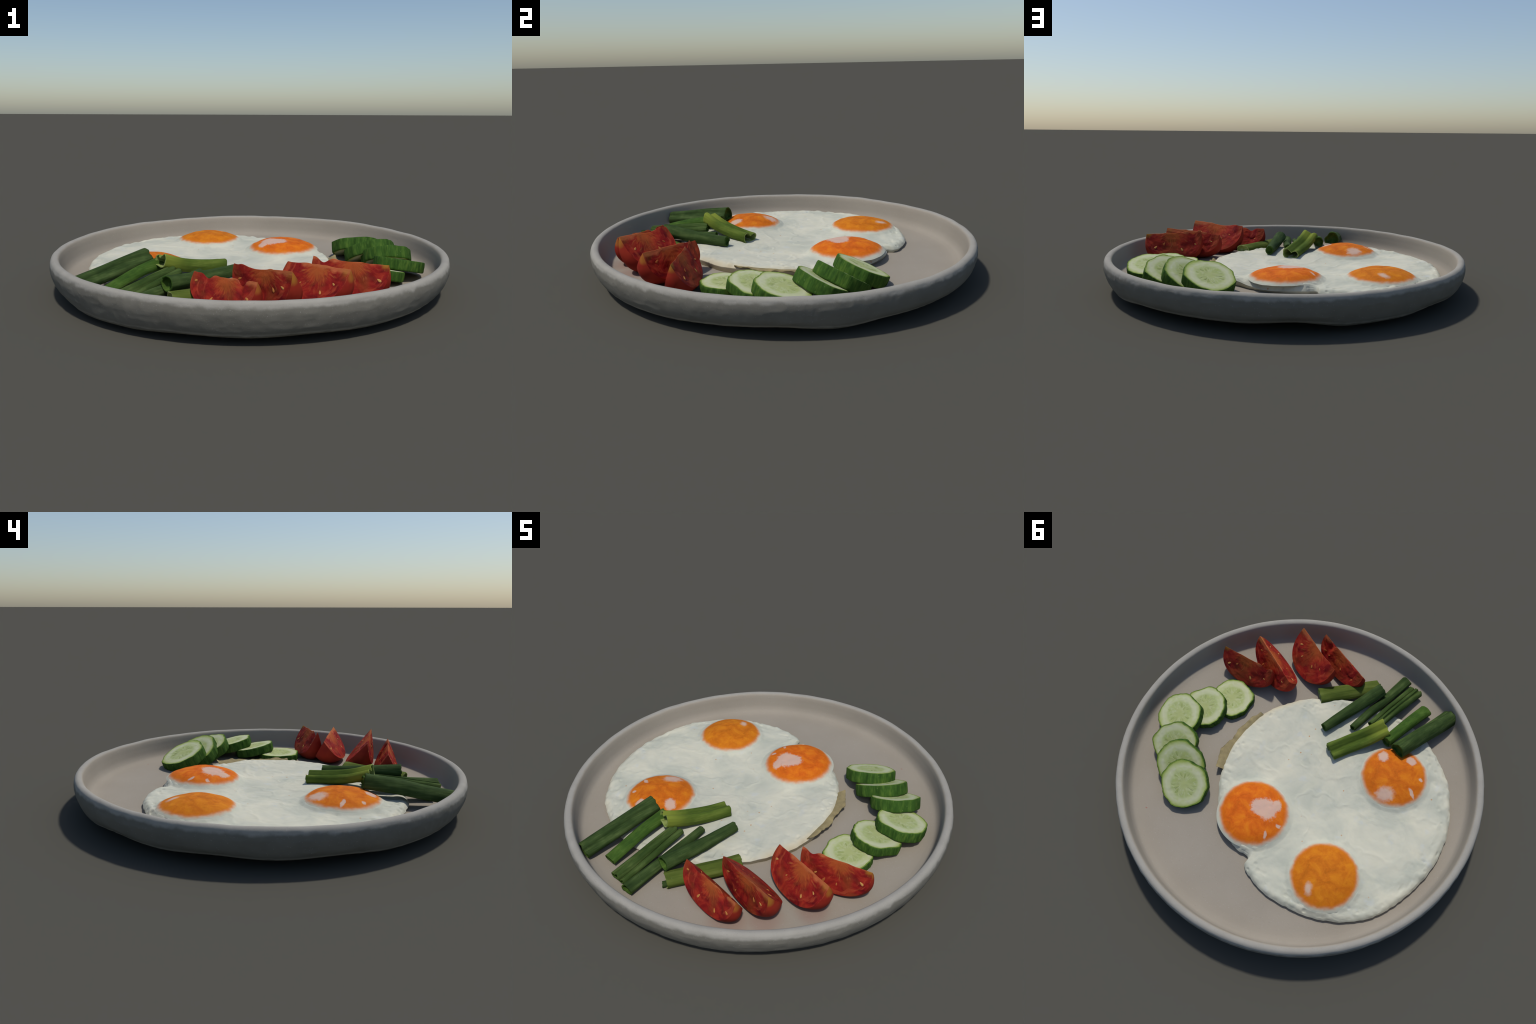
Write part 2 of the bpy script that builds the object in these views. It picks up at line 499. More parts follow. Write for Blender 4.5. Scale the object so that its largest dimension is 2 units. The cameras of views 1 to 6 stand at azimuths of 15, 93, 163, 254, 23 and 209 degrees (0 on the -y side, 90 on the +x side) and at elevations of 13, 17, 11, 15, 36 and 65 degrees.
# ---------------------------------------------------------------- fried egg
EGG_OUTLINE = [(0.155, -0.457), (0.024, -0.531), (-0.066, -0.561), (-0.208, -0.589), (-0.363, -0.585),
               (-0.490, -0.552), (-0.582, -0.501), (-0.664, -0.431), (-0.759, -0.327), (-0.836, -0.156),
               (-0.866, -0.019), (-0.864, 0.140), (-0.824, 0.296), (-0.742, 0.470), (-0.643, 0.579),
               (-0.516, 0.648), (-0.396, 0.682), (-0.294, 0.692), (-0.148, 0.679), (-0.032, 0.633),
               (0.006, 0.600), (0.006, 0.558), (0.040, 0.552), (0.085, 0.548), (0.177, 0.499), (0.262, 0.421),
               (0.332, 0.321), (0.382, 0.208), (0.410, 0.091), (0.405, -0.041), (0.374, -0.180),
               (0.320, -0.294), (0.242, -0.386)]
EGG_CENTRE = np.array((-0.23, 0.07))
#         x, y, radius, dome height above the white, flatness
YOLKS = [(0.098, 0.335, 0.179, 0.049, 3.0), (-0.390, 0.464, 0.171, 0.047, 2.6), (-0.475, -0.215, 0.173, 0.051, 2.5)]
#  small craters and swellings in the white: x, y, radius, height
EGG_DENTS = [(0.351, 0.152, 0.020, -0.004), (0.362, 0.045, 0.022, -0.004), (0.104, 0.029, 0.030, 0.004),
             (0.07, 0.075, 0.035, -0.005), (-0.595, 0.134, 0.022, -0.004), (-0.676, -0.302, 0.024, -0.007),
             (-0.70, -0.335, 0.030, 0.005), (-0.655, -0.108, 0.012, -0.003), (-0.700, 0.479, 0.018, -0.005),
             (-0.613, 0.576, 0.018, -0.004), (-0.130, 0.655, 0.018, -0.005), (-0.784, 0.313, 0.018, -0.004),
             (0.028, -0.171, 0.030, -0.004), (-0.613, 0.330, 0.030, -0.003), (-0.03, 0.26, 0.03, -0.003)]


def dome(x, y, yolk):
    cx, cy, r, h, p = yolk
    rho = np.hypot(x - cx, y - cy) / r
    cap = np.clip(1 - (rho / 1.20) ** p, 0, 1)
    return h * cap ** 1.35 + 0.009 * np.exp(-(np.maximum(rho - 0.9, 0) / 0.30) ** 2)


def egg_height(x, y, with_domes=True):
    """Top surface of the white (before the edge falls away)."""
    h = 0.1015 + 0.0035 * fbm(x * 3.2, y * 3.2, 0, 31) + 0.0032 * fbm(x * 10, y * 10, 0, 33) + 0.0012 * fbm(x * 34, y * 34, 0, 34)
    h = h + 0.008 * bump(x, y, -0.24, -0.20, 0.12) + 0.008 * bump(x, y, 0.27, -0.27, 0.12)
    h = h - 0.018 * bump(x, y, 0.09, 0.00, 0.17) - 0.018 * bump(x, y, -0.20, 0.12, 0.17) + 0.010 * bump(x, y, 0.36, 0.02, 0.10)
    h = h + 0.010 * bump(x, y, -0.63, -0.40, 0.12) - 0.007 * bump(x, y, -0.19, 0.01, 0.11) - 0.005 * bump(x, y, 0.14, -0.07, 0.09)
    # the shallow ring left by the pan, and a crease running in from the onions
    ring = np.hypot(x - 0.200, y + 0.040)
    h = h + 0.0035 * np.exp(-((ring - 0.115) / 0.012) ** 2) * smooth(-0.20, 0.10, y - 0.4 * (x - 0.2)) - 0.003 * np.exp(-(ring / 0.1) ** 2)
    crease = np.abs((x + 0.076) * 0.93 + (y + 0.058) * 0.35)
    h = h + 0.0025 * np.exp(-(crease / 0.007) ** 2) * bump(x, y, -0.06, -0.13, 0.10)
    for dx, dy, r, a in EGG_DENTS:
        h = h + a * bump(x, y, dx, dy, r)
    if with_domes:
        for yk in YOLKS:
            h = h + dome(x, y, yk)
    return h


def edge_lift(x, y):
    """The white stands off the plate along the fried side."""
    return 0.020 * bump(x, y, 0.40, -0.10, 0.22) + 0.012 * bump(x, y, 0.20, -0.42, 0.16) + 0.006 * bump(x, y, 0.10, 0.53, 0.10) + 0.013 * bump(x, y, 0.35, 0.27, 0.10)


def build_egg(white_mat, yolk_mats, crisp_mat):
    root = put("fried_egg", None)
    root.location = (-0.22, 0.06, FLOOR)
    inv = np.array((-0.22, 0.06, FLOOR))
    describe(root, "three fried eggs joined in one white sheet", "fried egg")
    loop = closed_curve(EGG_OUTLINE, 22)
    a = np.arctan2(loop[:, 1] - EGG_CENTRE[1], loop[:, 0] - EGG_CENTRE[0])
    cols = len(loop)
    wob = 0.0035 * fbm(loop[:, 0] * 16, loop[:, 1] * 16, 0, 41) + 0.0025 * noise(loop[:, 0] * 52, loop[:, 1] * 52, 0, 42)
    rad = np.hypot(*(loop - EGG_CENTRE).T)
    loop = EGG_CENTRE + (loop - EGG_CENTRE) * (1 + wob / rad)[:, None]
    rad = np.hypot(*(loop - EGG_CENTRE).T)
    s = np.concatenate([np.linspace(0.004, 0.90, 110), 1 - 0.10 * (1 - np.linspace(0, 1, 31)[1:]) ** 1.6])
    P = EGG_CENTRE + s[:, None, None] * (loop - EGG_CENTRE)[None]
    x, y = P[..., 0], P[..., 1]
    d = (1 - s)[:, None] * rad[None]
    top = egg_height(x, y, False)
    fall = 1 - (1 - np.clip(d / 0.034, 0, 1)) ** 2.4
    el = edge_lift(x, y)
    low = FLOOR + 0.016 + el
    bubbles = 0.0050 * np.clip(noise(x * 36, y * 36, 0, 44), 0, 1) * smooth(0.11, 0.02, d) * smooth(0, 0.01, d)
    pits = 0.010 * np.clip(noise(x * 42, y * 42, 3, 46) - 0.38, 0, 1) * smooth(0.12, 0.05, d) * smooth(0.004, 0.015, d)
    folds = 0.0022 * np.clip(1 - np.abs(fbm(x * 7, y * 7, 2, 47)) * 7, 0, 1) * smooth(0.02, 0.08, d)
    z = low + np.maximum(top + el * 0.5 - low, 0.004) * fall + bubbles - pits + folds
    for yk in YOLKS:
        rho = np.hypot(x - yk[0], y - yk[1]) / yk[2]
        z = z + dome(x, y, yk) * smooth(0, 0.03, d) - (bubbles + folds + 0.006) * smooth(1.10, 0.96, rho)
    rows = [np.stack([x, y, z], -1)]
    for inset, dz in ((0.002, -0.004), (0.008, -0.03), (0.014, -0.05), (0.25, -0.05)):
        q = loop + (EGG_CENTRE - loop) * (inset / rad)[:, None]
        rows.append(np.concatenate([q, np.maximum(FLOOR + 0.0012, FLOOR + 0.016 + edge_lift(*q.T) + dz)[:, None]], 1)[None])
    V = np.concatenate(rows)
    n_rows = len(V)
    V = V.reshape(-1, 3)
    faces = grid_faces(n_rows, cols, True, flip=False)
    faces.append(tuple(range(cols))[::-1])
    put("egg_white", mesh("egg_white", V - inv, [f[::-1] for f in faces], white_mat), root)

    # yolks: draped caps that sink into the white at their border
    for i, yk in enumerate(YOLKS):
        cx, cy, r, h, p = yk
        t = np.linspace(0.0, 1.12, 64)[1:]
        th = np.linspace(0, TAU, 180, endpoint=False)
        edge = 1 + 0.012 * noise(np.cos(th) * 2 + i * 7, np.sin(th) * 2, 0, 51)
        X = cx + r * t[:, None] * np.cos(th) * edge
        Y = cy + r * t[:, None] * np.sin(th) * edge
        lump = 0.0016 * fbm(X * 16, Y * 16, 0, 53 + i)
        Zt = egg_height(X, Y, False) + edge_lift(X, Y) * 0.5 + sum(dome(X, Y, k) for k in YOLKS) + lump * smooth(1.05, 0.8, t)[:, None]
        Zt = Zt + (0.0013 * smooth(1.12, 1.0, t) - 0.0012 * smooth(1.08, 1.12, t))[:, None]
        Vt = np.concatenate([[[cx, cy, Zt[0].mean()]], np.stack([X, Y, Zt], -1).reshape(-1, 3)])
        F = [(0, 1 + j, 1 + (j + 1) % 180) for j in range(180)] + grid_faces(len(t), 180, True, 1, True)
        o = np.array((cx, cy, FLOOR))
        put("yolk", mesh("yolk", Vt - o, F, yolk_mats[i]), root, Matrix.Translation(o - inv))

    # thin fried membrane curling out beyond the white
    inn = open_curve([(0.352, -0.225, 0.106), (0.366, -0.170, 0.108), (0.385, -0.060, 0.106), (0.395, 0.020, 0.104), (0.395, 0.090, 0.102), (0.388, 0.150, 0.100), (0.380, 0.185, 0.100)], 90)
    out = open_curve([(0.372, -0.225, 0.112), (0.404, -0.158, 0.112), (0.428, -0.075, 0.106), (0.434, 0.010, 0.107), (0.452, 0.070, 0.112), (0.444, 0.120, 0.112), (0.420, 0.198, 0.119)], 90)
    u = np.linspace(0, 1, 12)
    G = inn[:, None] * (1 - u)[None, :, None] + out[:, None] * u[None, :, None]
    G[..., 2] += 0.006 * u * noise(G[..., 0] * 40, G[..., 1] * 40, 0, 61) + 0.005 * np.sin(u * 3.0)
    G[..., 0] += 0.004 * u * noise(G[..., 0] * 60, G[..., 1] * 60, 0, 62)
    T = G.copy()
    T[..., 2] -= 0.004 - 0.0025 * u
    nv = G.shape[0] * 12
    F = grid_faces(90, 12, False, 0, False) + grid_faces(90, 12, False, nv, True)
    ring = [i * 12 + 11 for i in range(90)]
    F += [(ring[i], ring[i + 1], ring[i + 1] + nv, ring[i] + nv) for i in range(89)]
    F += [(j, j + 1, j + 1 + nv, j + nv) for j in range(11)] + [(89 * 12 + j, 89 * 12 + j + nv, 89 * 12 + j + 1 + nv, 89 * 12 + j + 1) for j in range(11)]
    put("crisp_edge", mesh("crisp_edge", np.concatenate([G.reshape(-1, 3), T.reshape(-1, 3)]) - inv, F, crisp_mat), root)
    return root


# ----------------------------------------------------------------- cucumber
#            top-face centre            tilt (normal x, y)   radius  thickness  turn
CUCUMBER = [((0.502, 0.385, 0.160), (-0.132, 0.433), 0.129, 0.061, 0.3),
            ((0.588, 0.290, 0.155), (-0.300, 0.520), 0.129, 0.062, 1.1),
            ((0.679, 0.200, 0.158), (-0.170, 0.480), 0.124, 0.062, 2.6),
            ((0.762, 0.024, 0.158), (0.087, 0.240), 0.126, 0.054, 4.0),
            ((0.666, -0.098, 0.138), (0.115, 0.196), 0.122, 0.049, 5.2),
            ((0.570, -0.235, 0.109), (-0.006, 0.010), 0.121, 0.041, 0.9)]


def cucumber_outline(th, i, R):
    """Slightly three-sided, with shallow flats and knobs."""
    c, s = np.cos(th), np.sin(th)
    return R * (1 + 0.022 * np.cos(3 * th + i * 1.3) + 0.010 * np.cos((7 + i % 3) * th + i * 2.1)
                + 0.062 * noise(c * 2.2 + i * 9, s * 2.2, 0, 70) + 0.018 * noise(c * 8 + i * 5, s * 8, 0, 71))


def build_cucumber(i, spec, mats, seed_mesh):
    (c, (nx, ny), R, T, turn) = spec
    nz = Vector((nx, ny, 1)).normalized()
    ax = nz.orthogonal().normalized()
    ax = Matrix.Rotation(turn, 3, nz) @ ax
    ay = nz.cross(ax)
    M = Matrix(((ax.x, ay.x, nz.x, c[0]), (ax.y, ay.y, nz.y, c[1]), (ax.z, ay.z, nz.z, c[2]), (0, 0, 0, 1)))
    root = put("cucumber_slice", None, None, M)
    describe(root, "thick round cucumber slice with dark green rind", "cucumber")
    rind_mat, ring_mat, flesh_mat, seed_mat = mats
    cols = 200
    th = np.linspace(0, TAU, cols, endpoint=False)
    o = cucumber_outline(th, i, R)
    knob = 0.0018 * noise(np.cos(th) * 7 + i, np.sin(th) * 7, 0, 72)

    def ring(inset, z, k=0.0):
        r = o - inset + knob * k
        return np.stack([r * np.cos(th), r * np.sin(th), np.full(cols, z)], 1)
    # the rind: side wall with rounded cut edges
    rows = [ring(0.0034, 0.0002), ring(0.0014, -0.0006), ring(0.0003, -0.0030, 0.5)]
    for f in np.linspace(0.15, 0.85, 9):
        rows.append(ring(-0.0008 * math.sin(f * math.pi), -T * f, 1.0))
    rows += [ring(0.0006, -T + 0.004, 0.5), ring(0.0030, -T + 0.0008), ring(0.0070, -T)]
    V = np.concatenate(rows)
    V[2 * cols:-2 * cols] += 0.0006 * noise(V[2 * cols:-2 * cols, 0] * 90, V[2 * cols:-2 * cols, 1] * 90, V[2 * cols:-2 * cols, 2] * 90, 73)[:, None] * np.array((1, 1, 0))
    def rest(V):
        """Nothing reaches below the plate's floor: flatten what would."""
        W = V @ np.array(M.to_3x3()).T + np.array(c)
        W[:, 2] = np.maximum(W[:, 2], FLOOR + 0.001)
        return (W - np.array(c)) @ np.array(M.to_3x3())
    V = rest(V)
    put("rind", mesh("rind", V, grid_faces(len(rows), cols, True, flip=True), rind_mat), root)
    # flesh: both cut faces, slightly sunken at the seed chambers
    tt = np.concatenate([np.linspace(1, 0.955, 4), np.linspace(0.92, 0.02, 34)])
    V, F, fm = [], [], []
    for side in (0, 1):
        off = len(V) * 0 + side * len(tt) * cols
        for t in tt:
            r = (o - (0.0034, 0.0070)[side]) * t
            x, y = r * np.cos(th), r * np.sin(th)
            dip = -0.0007 * np.exp(-((t - 0.40) / 0.16) ** 2) * (0.5 + 0.5 * np.cos(3 * th + turn)) - 0.0010 * bump(x, y, 0, 0, 0.05)
            z = 0.0002 + dip + 0.0006 * noise(x * 60, y * 60, i, 74) * (t < 0.97)
            V.append(np.stack([x, y, z if side == 0 else np.full(cols, -T)], 1))
        F += grid_faces(len(tt), cols, True, off, side == 1)
        fm += sum([[1 if k < 3 else 0] * cols for k in range(len(tt) - 1)], [])
        last = off + (len(tt) - 1) * cols
        F.append(tuple(range(last + cols - 1, last - 1, -1)) if side == 1 else tuple(range(last, last + cols)))
        fm.append(0)
    put("flesh", mesh("flesh", rest(np.concatenate(V)), F, [flesh_mat, ring_mat], fm), root)
    # seeds lie in three chambers, pointing to the middle
    rng = np.random.default_rng(300 + i)
    for ch in range(3):
        mid = ch * TAU / 3 + rng.normal(0, 0.15)
        for j in range(4):
            a = mid + 0.2 + (j - 2) * 0.40 + rng.normal(0, 0.05)
            r = R * (0.40 + 0.07 * math.cos(j * 2.4) + rng.normal(0, 0.02))
            sc = R / 0.125 * rng.uniform(0.85, 1.15)
            m = (Matrix.Translation((r * math.cos(a), r * math.sin(a), -0.0004)) @ Matrix.Rotation(a + rng.normal(0, 0.12), 4, "Z")
                 @ Matrix.Diagonal((sc, sc * rng.uniform(0.75, 1.1), 1, 1)))
            put("seed", seed_mesh, root, m)
    return root


def seed_shape(name, length, width, height, mat):
    """Teardrop seed, pointed towards -x."""
    n, k = 12, 14
    u = np.linspace(0, math.pi, n)
    V = []
    for a in u:
        x = -math.cos(a) * length / 2
        w = math.sin(a) * (0.72 + 0.28 * (x / (length / 2)))
        for b in np.linspace(0, TAU, k, endpoint=False):
            V.append((x, w * width / 2 * math.cos(b), w * height / 2 * math.sin(b)))
    return mesh(name, V, grid_faces(n, k, True, flip=False), mat)


# ------------------------------------------------------------------- tomato
#  stem end of the ridge, blossom end, belly offset left / right, belly heights, ridge dips (along, depth, width)
TOMATO = [dict(A=(0.732, -0.455, 0.238), B=(0.405, -0.430, 0.256), near=0.056, far=-0.084, zn=0.090, zf=0.098,
               dips=((0.14, 0.026, 0.07), (0.45, 0.008, 0.18), (0.75, 0.004, 0.08)), seed=1),
          dict(A=(0.588, -0.609, 0.247), B=(0.290, -0.423, 0.220), near=0.101, far=-0.068, zn=0.098, zf=0.098,
               dips=((0.55, -0.004, 0.2), (0.30, -0.005, 0.1)), seed=2),
          dict(A=(0.381, -0.773, 0.265), B=(0.096, -0.610, 0.241), near=0.028, far=-0.133, zn=0.094, zf=0.096,
               dips=((0.42, 0.010, 0.20), (0.16, -0.003, 0.06)), seed=3),
          dict(A=(0.255, -0.822, 0.226), B=(-0.064, -0.660, 0.208), near=0.064, far=-0.074, zn=0.090, zf=0.094,
               dips=((0.24, 0.020, 0.07), (0.78, 0.028, 0.05), (0.50, 0.006, 0.1)), seed=4)]


def build_tomato(spec, flesh_mat, skin_mat, seed_mesh):
    A, B = np.array(spec["A"]), np.array(spec["B"])
    u = (A - B)
    L = np.hypot(u[0], u[1])
    u2 = np.array((u[0], u[1], 0)) / L
    side = np.array((u2[1], -u2[0], 0))              # towards the near belly
    mid = (A + B) / 2
    M = Matrix(((u2[0], side[0], 0, mid[0]), (u2[1], side[1], 0, mid[1]), (0, 0, -1, 0), (0, 0, 0, 1)))
    # right-handed frame: x to the stem, y = -side, z up
    M = Matrix(((u2[0], -side[0], 0, mid[0]), (u2[1], -side[1], 0, mid[1]), (0, 0, 1, mid[2]), (0, 0, 0, 1)))
    root = put("tomato_wedge", None, None, M)
    describe(root, "red tomato wedge cut side up with pale seeds", "tomato")
    slope = (A[2] - B[2]) / L
    sd = spec["seed"]
    ym, yf = -spec["near"], -spec["far"]
    zn, zf = spec["zn"] - mid[2], spec["zf"] - mid[2]
    zmin = FLOOR + 0.001 - mid[2]

    n_phi = 90
    phi = np.linspace(0.0, math.pi, n_phi)
    a = 0.5 - 0.5 * np.cos(phi)                       # 0 blossom end .. 1 stem end
    x = (a - 0.5) * L
    D = np.sin(phi) ** np.where(phi < math.pi / 2, 0.72, 0.70)
    ridge_z = x * slope
    for at, depth, width in spec["dips"]:
        ridge_z = ridge_z - depth * np.exp(-((a - at) / width) ** 2)
    ridge_z = ridge_z - 0.0015 * noise(a * 14, sd, 0, 81)
    overhang = 0.075 * L * np.sin(phi) ** 0.5 * np.sign(np.cos(phi)) * -1     # belly is longer than the ridge

    def face_point(sgn_y, z_b, t):
        """t from ridge (0) to skin (1)"""
        X = x + overhang * t * (1 - t * 0.55)
        Y = sgn_y * D * t
        Z = ridge_z + (z_b - x * slope * 0 - ridge_z) * D * t
        return X, Y, Z
    # ---- flesh: one strip over the ridge, from near belly to far belly
    m = 81
    S = np.linspace(-1, 1, m)
    rows = []
    for s in S:
        t = (math.sqrt(s * s + 0.02 ** 2) - 0.02) / (math.sqrt(1 + 0.02 ** 2) - 0.02)
        w = 0.5 + 0.5 * s / math.sqrt(s * s + 0.018 ** 2)      # which face, blended across the ridge
        X1, Y1, Z1 = face_point(ym, zn, t)
        X2, Y2, Z2 = face_point(yf, zf, t)
        X, Y, Z = X1 * (1 - w) + X2 * w, Y1 * (1 - w) + Y2 * w, Z1 * (1 - w) + Z2 * w
        # sunken seed chambers and wavy cut, along the face normal
        nrm_y = -1.0 if s < 0 else 1.0
        inside = min(1.0, t / 0.18) * min(1.0, (1 - t) / 0.16) * np.clip(D * 1.6 - 0.35, 0, 1)
        ch = np.clip(noise(x * 20, t * 3.2, sd + (5 if s < 0 else 9), 83) + 0.1, 0, 1)
        dent = inside * (0.0055 * ch * np.exp(-((t - 0.52) / 0.25) ** 2) + 0.003 * fbm(x * 34, t * 6, sd + s * 2, 84))
        Y = Y - nrm_y * dent * 0.8
        Z = Z - dent * 0.45
        rows.append(np.stack([X, Y, np.maximum(Z, zmin)], 1))
    V = np.concatenate(rows)
    fl = mesh("flesh", V, grid_faces(m, n_phi, False, flip=False), flesh_mat)
    put("flesh", fl, root)
    # ---- skin: bulges between the two belly arcs
    k = 33
    rows2 = []
    e0, e1 = rows[0], rows[-1]
    for q in np.linspace(0, 1, k):
        P = e0 * (1 - q) + e1 * q
        b = 4 * q * (1 - q)
        out = np.stack([overhang * 0.9 + x * 0.05, np.zeros(n_phi), -0.020 - 0.012 * D], 1) * b * (D ** 0.7)[:, None]
        P = P + out
        P[:, 2] = np.where(P[:, 2] < zmin, zmin + (P[:, 2] - zmin) * 0.02, P[:, 2])
        rows2.append(P)
    put("skin", mesh("skin", np.concatenate(rows2), grid_faces(k, n_phi, False, flip=True), skin_mat), root)
    # ---- seeds standing in the chambers
    rng = np.random.default_rng(500 + sd)
    for face, yb, zb in ((0, ym, zn), (1, yf, zf)):
        for j in range(4):
            ph = math.pi * (0.28 + 0.46 * (j + rng.uniform(-0.45, 0.45)) / 3)
            i = int(ph / math.pi * (n_phi - 1))
            t = 0.58 + rng.uniform(-0.18, 0.18)
            row = int(round((1 - t if face == 0 else 1 + t) / 2 * (m - 1)))
            p = rows[row][i]
            # tangent frame of the face
            tx = rows[row][min(i + 1, n_phi - 1)] - rows[row][i - 1]
            ty = rows[min(row + 1, m - 1)][i] - rows[row - 1][i]
            nrm = np.cross(tx, ty)
            nrm /= np.linalg.norm(nrm)
            if nrm[2] < 0:
                nrm = -nrm
            d = p - np.array((0.015, 0, 0))
            d = d - nrm * (d @ nrm)
            d /= np.linalg.norm(d)
            e = np.cross(nrm, d)
            sc = rng.uniform(0.75, 1.45)
            mm = Matrix(((d[0] * sc, e[0] * sc, nrm[0], p[0] + nrm[0] * .001), (d[1] * sc, e[1] * sc, nrm[1], p[1] + nrm[1] * .001),
                         (d[2] * sc, e[2] * sc, nrm[2], p[2] + nrm[2] * .001), (0, 0, 0, 1)))
            put("seed", seed_mesh, root, mm)
    return root


# ------------------------------------------------------------- spring onion
ROUND = [(1, 0), (0.72, 0.70), (0, 1), (-0.72, 0.70), (-1, 0), (-0.72, -0.70), (0, -1), (0.72, -0.70)]
FOLDED = [(1.0, -0.40), (0.97, 0.22), (0.66, 0.60), (0.34, 0.44), (0.12, 0.30), (-0.13, 0.62), (-0.50, 0.98),
          (-0.88, 0.78), (-1.0, 0.1), (-0.90, -0.65), (-0.45, -1.0), (0.10, -0.92), (0.65, -0.90)]
ARCHED = [(1.0, -0.75), (0.98, 0.0), (0.72, 0.72), (0.20, 1.0), (-0.20, 0.90), (-0.48, 0.46), (-0.72, 0.26),
          (-1.0, -0.10), (-0.97, -0.75), (-0.5, -0.92), (0.0, -0.95), (0.6, -0.98)]
FLAT = [(1.0, -0.5), (0.92, 0.35), (0.45, 0.85), (0.0, 0.95), (-0.5, 0.80), (-0.95, 0.25), (-1.0, -0.5), (-0.5, -0.95), (0.5, -0.95)]
SPLIT = [(1.0, -0.2), (0.8, 0.6), (0.35, 0.95), (0.10, 0.55), (-0.05, 0.50), (-0.35, 0.85), (-0.8, 0.55), (-1.0, -0.2), (-0.6, -0.9), (0.6, -0.9)]
#  spine points from the plate-centre end to the rim end, half width, half height at both ends, section, material key
ONION = [dict(spine=[(-0.100, -0.182, 0.128), (-0.160, -0.260, 0.136), (-0.245, -0.355, 0.157), (-0.318, -0.438, 0.192)], w=(0.050, 0.050), h=(0.030, 0.034), sec=FOLDED, mat="pale", roll=0.0, mirror=True),
         dict(spine=[(-0.430, -0.345, 0.185), (-0.490, -0.475, 0.166), (-0.555, -0.605, 0.141), (-0.607, -0.722, 0.122)], w=(0.044, 0.046), h=(0.036, 0.032), sec=ARCHED, mat="dark", roll=-0.15, mirror=True),
         dict(spine=[(-0.355, -0.372, 0.158), (-0.395, -0.490, 0.148), (-0.435, -0.610, 0.123), (-0.470, -0.706, 0.098)], w=(0.030, 0.036), h=(0.030, 0.018), sec=FLAT, mat="bright", roll=0.25),
         dict(spine=[(-0.262, -0.440, 0.148), (-0.300, -0.560, 0.136), (-0.340, -0.680, 0.118), (-0.378, -0.792, 0.102)], w=(0.022, 0.030), h=(0.020, 0.024), sec=SPLIT, mat="green", roll=0.0),
         dict(spine=[(-0.225, -0.440, 0.143), (-0.262, -0.570, 0.128), (-0.300, -0.690, 0.110), (-0.335, -0.805, 0.094)], w=(0.015, 0.015), h=(0.016, 0.014), sec=FLAT, mat="green", roll=0.2),
         dict(spine=[(-0.146, -0.378, 0.128), (-0.185, -0.510, 0.118), (-0.238, -0.670, 0.104), (-0.288, -0.838, 0.094)], w=(0.020, 0.032), h=(0.018, 0.026), sec=ROUND, mat="dark", roll=0.1),
         dict(spine=[(0.000, -0.302, 0.131), (-0.045, -0.395, 0.130), (-0.100, -0.505, 0.134), (-0.186, -0.678, 0.147)], w=(0.025, 0.038), h=(0.026, 0.036), sec=ROUND, mat="dark", roll=-0.1),
         dict(spine=[(0.124, -0.492, 0.112), (0.050, -0.552, 0.106), (-0.060, -0.642, 0.101), (-0.154, -0.718, 0.098)], w=(0.046, 0.044), h=(0.024, 0.030), sec=FLAT, mat="pale_flat", roll=-0.15),
         dict(spine=[(-0.105, -0.690, 0.086), (-0.130, -0.715, 0.084), (-0.160, -0.738, 0.082)], w=(0.016, 0.016), h=(0.014, 0.014), sec=ROUND, mat="dark", roll=0.0)]


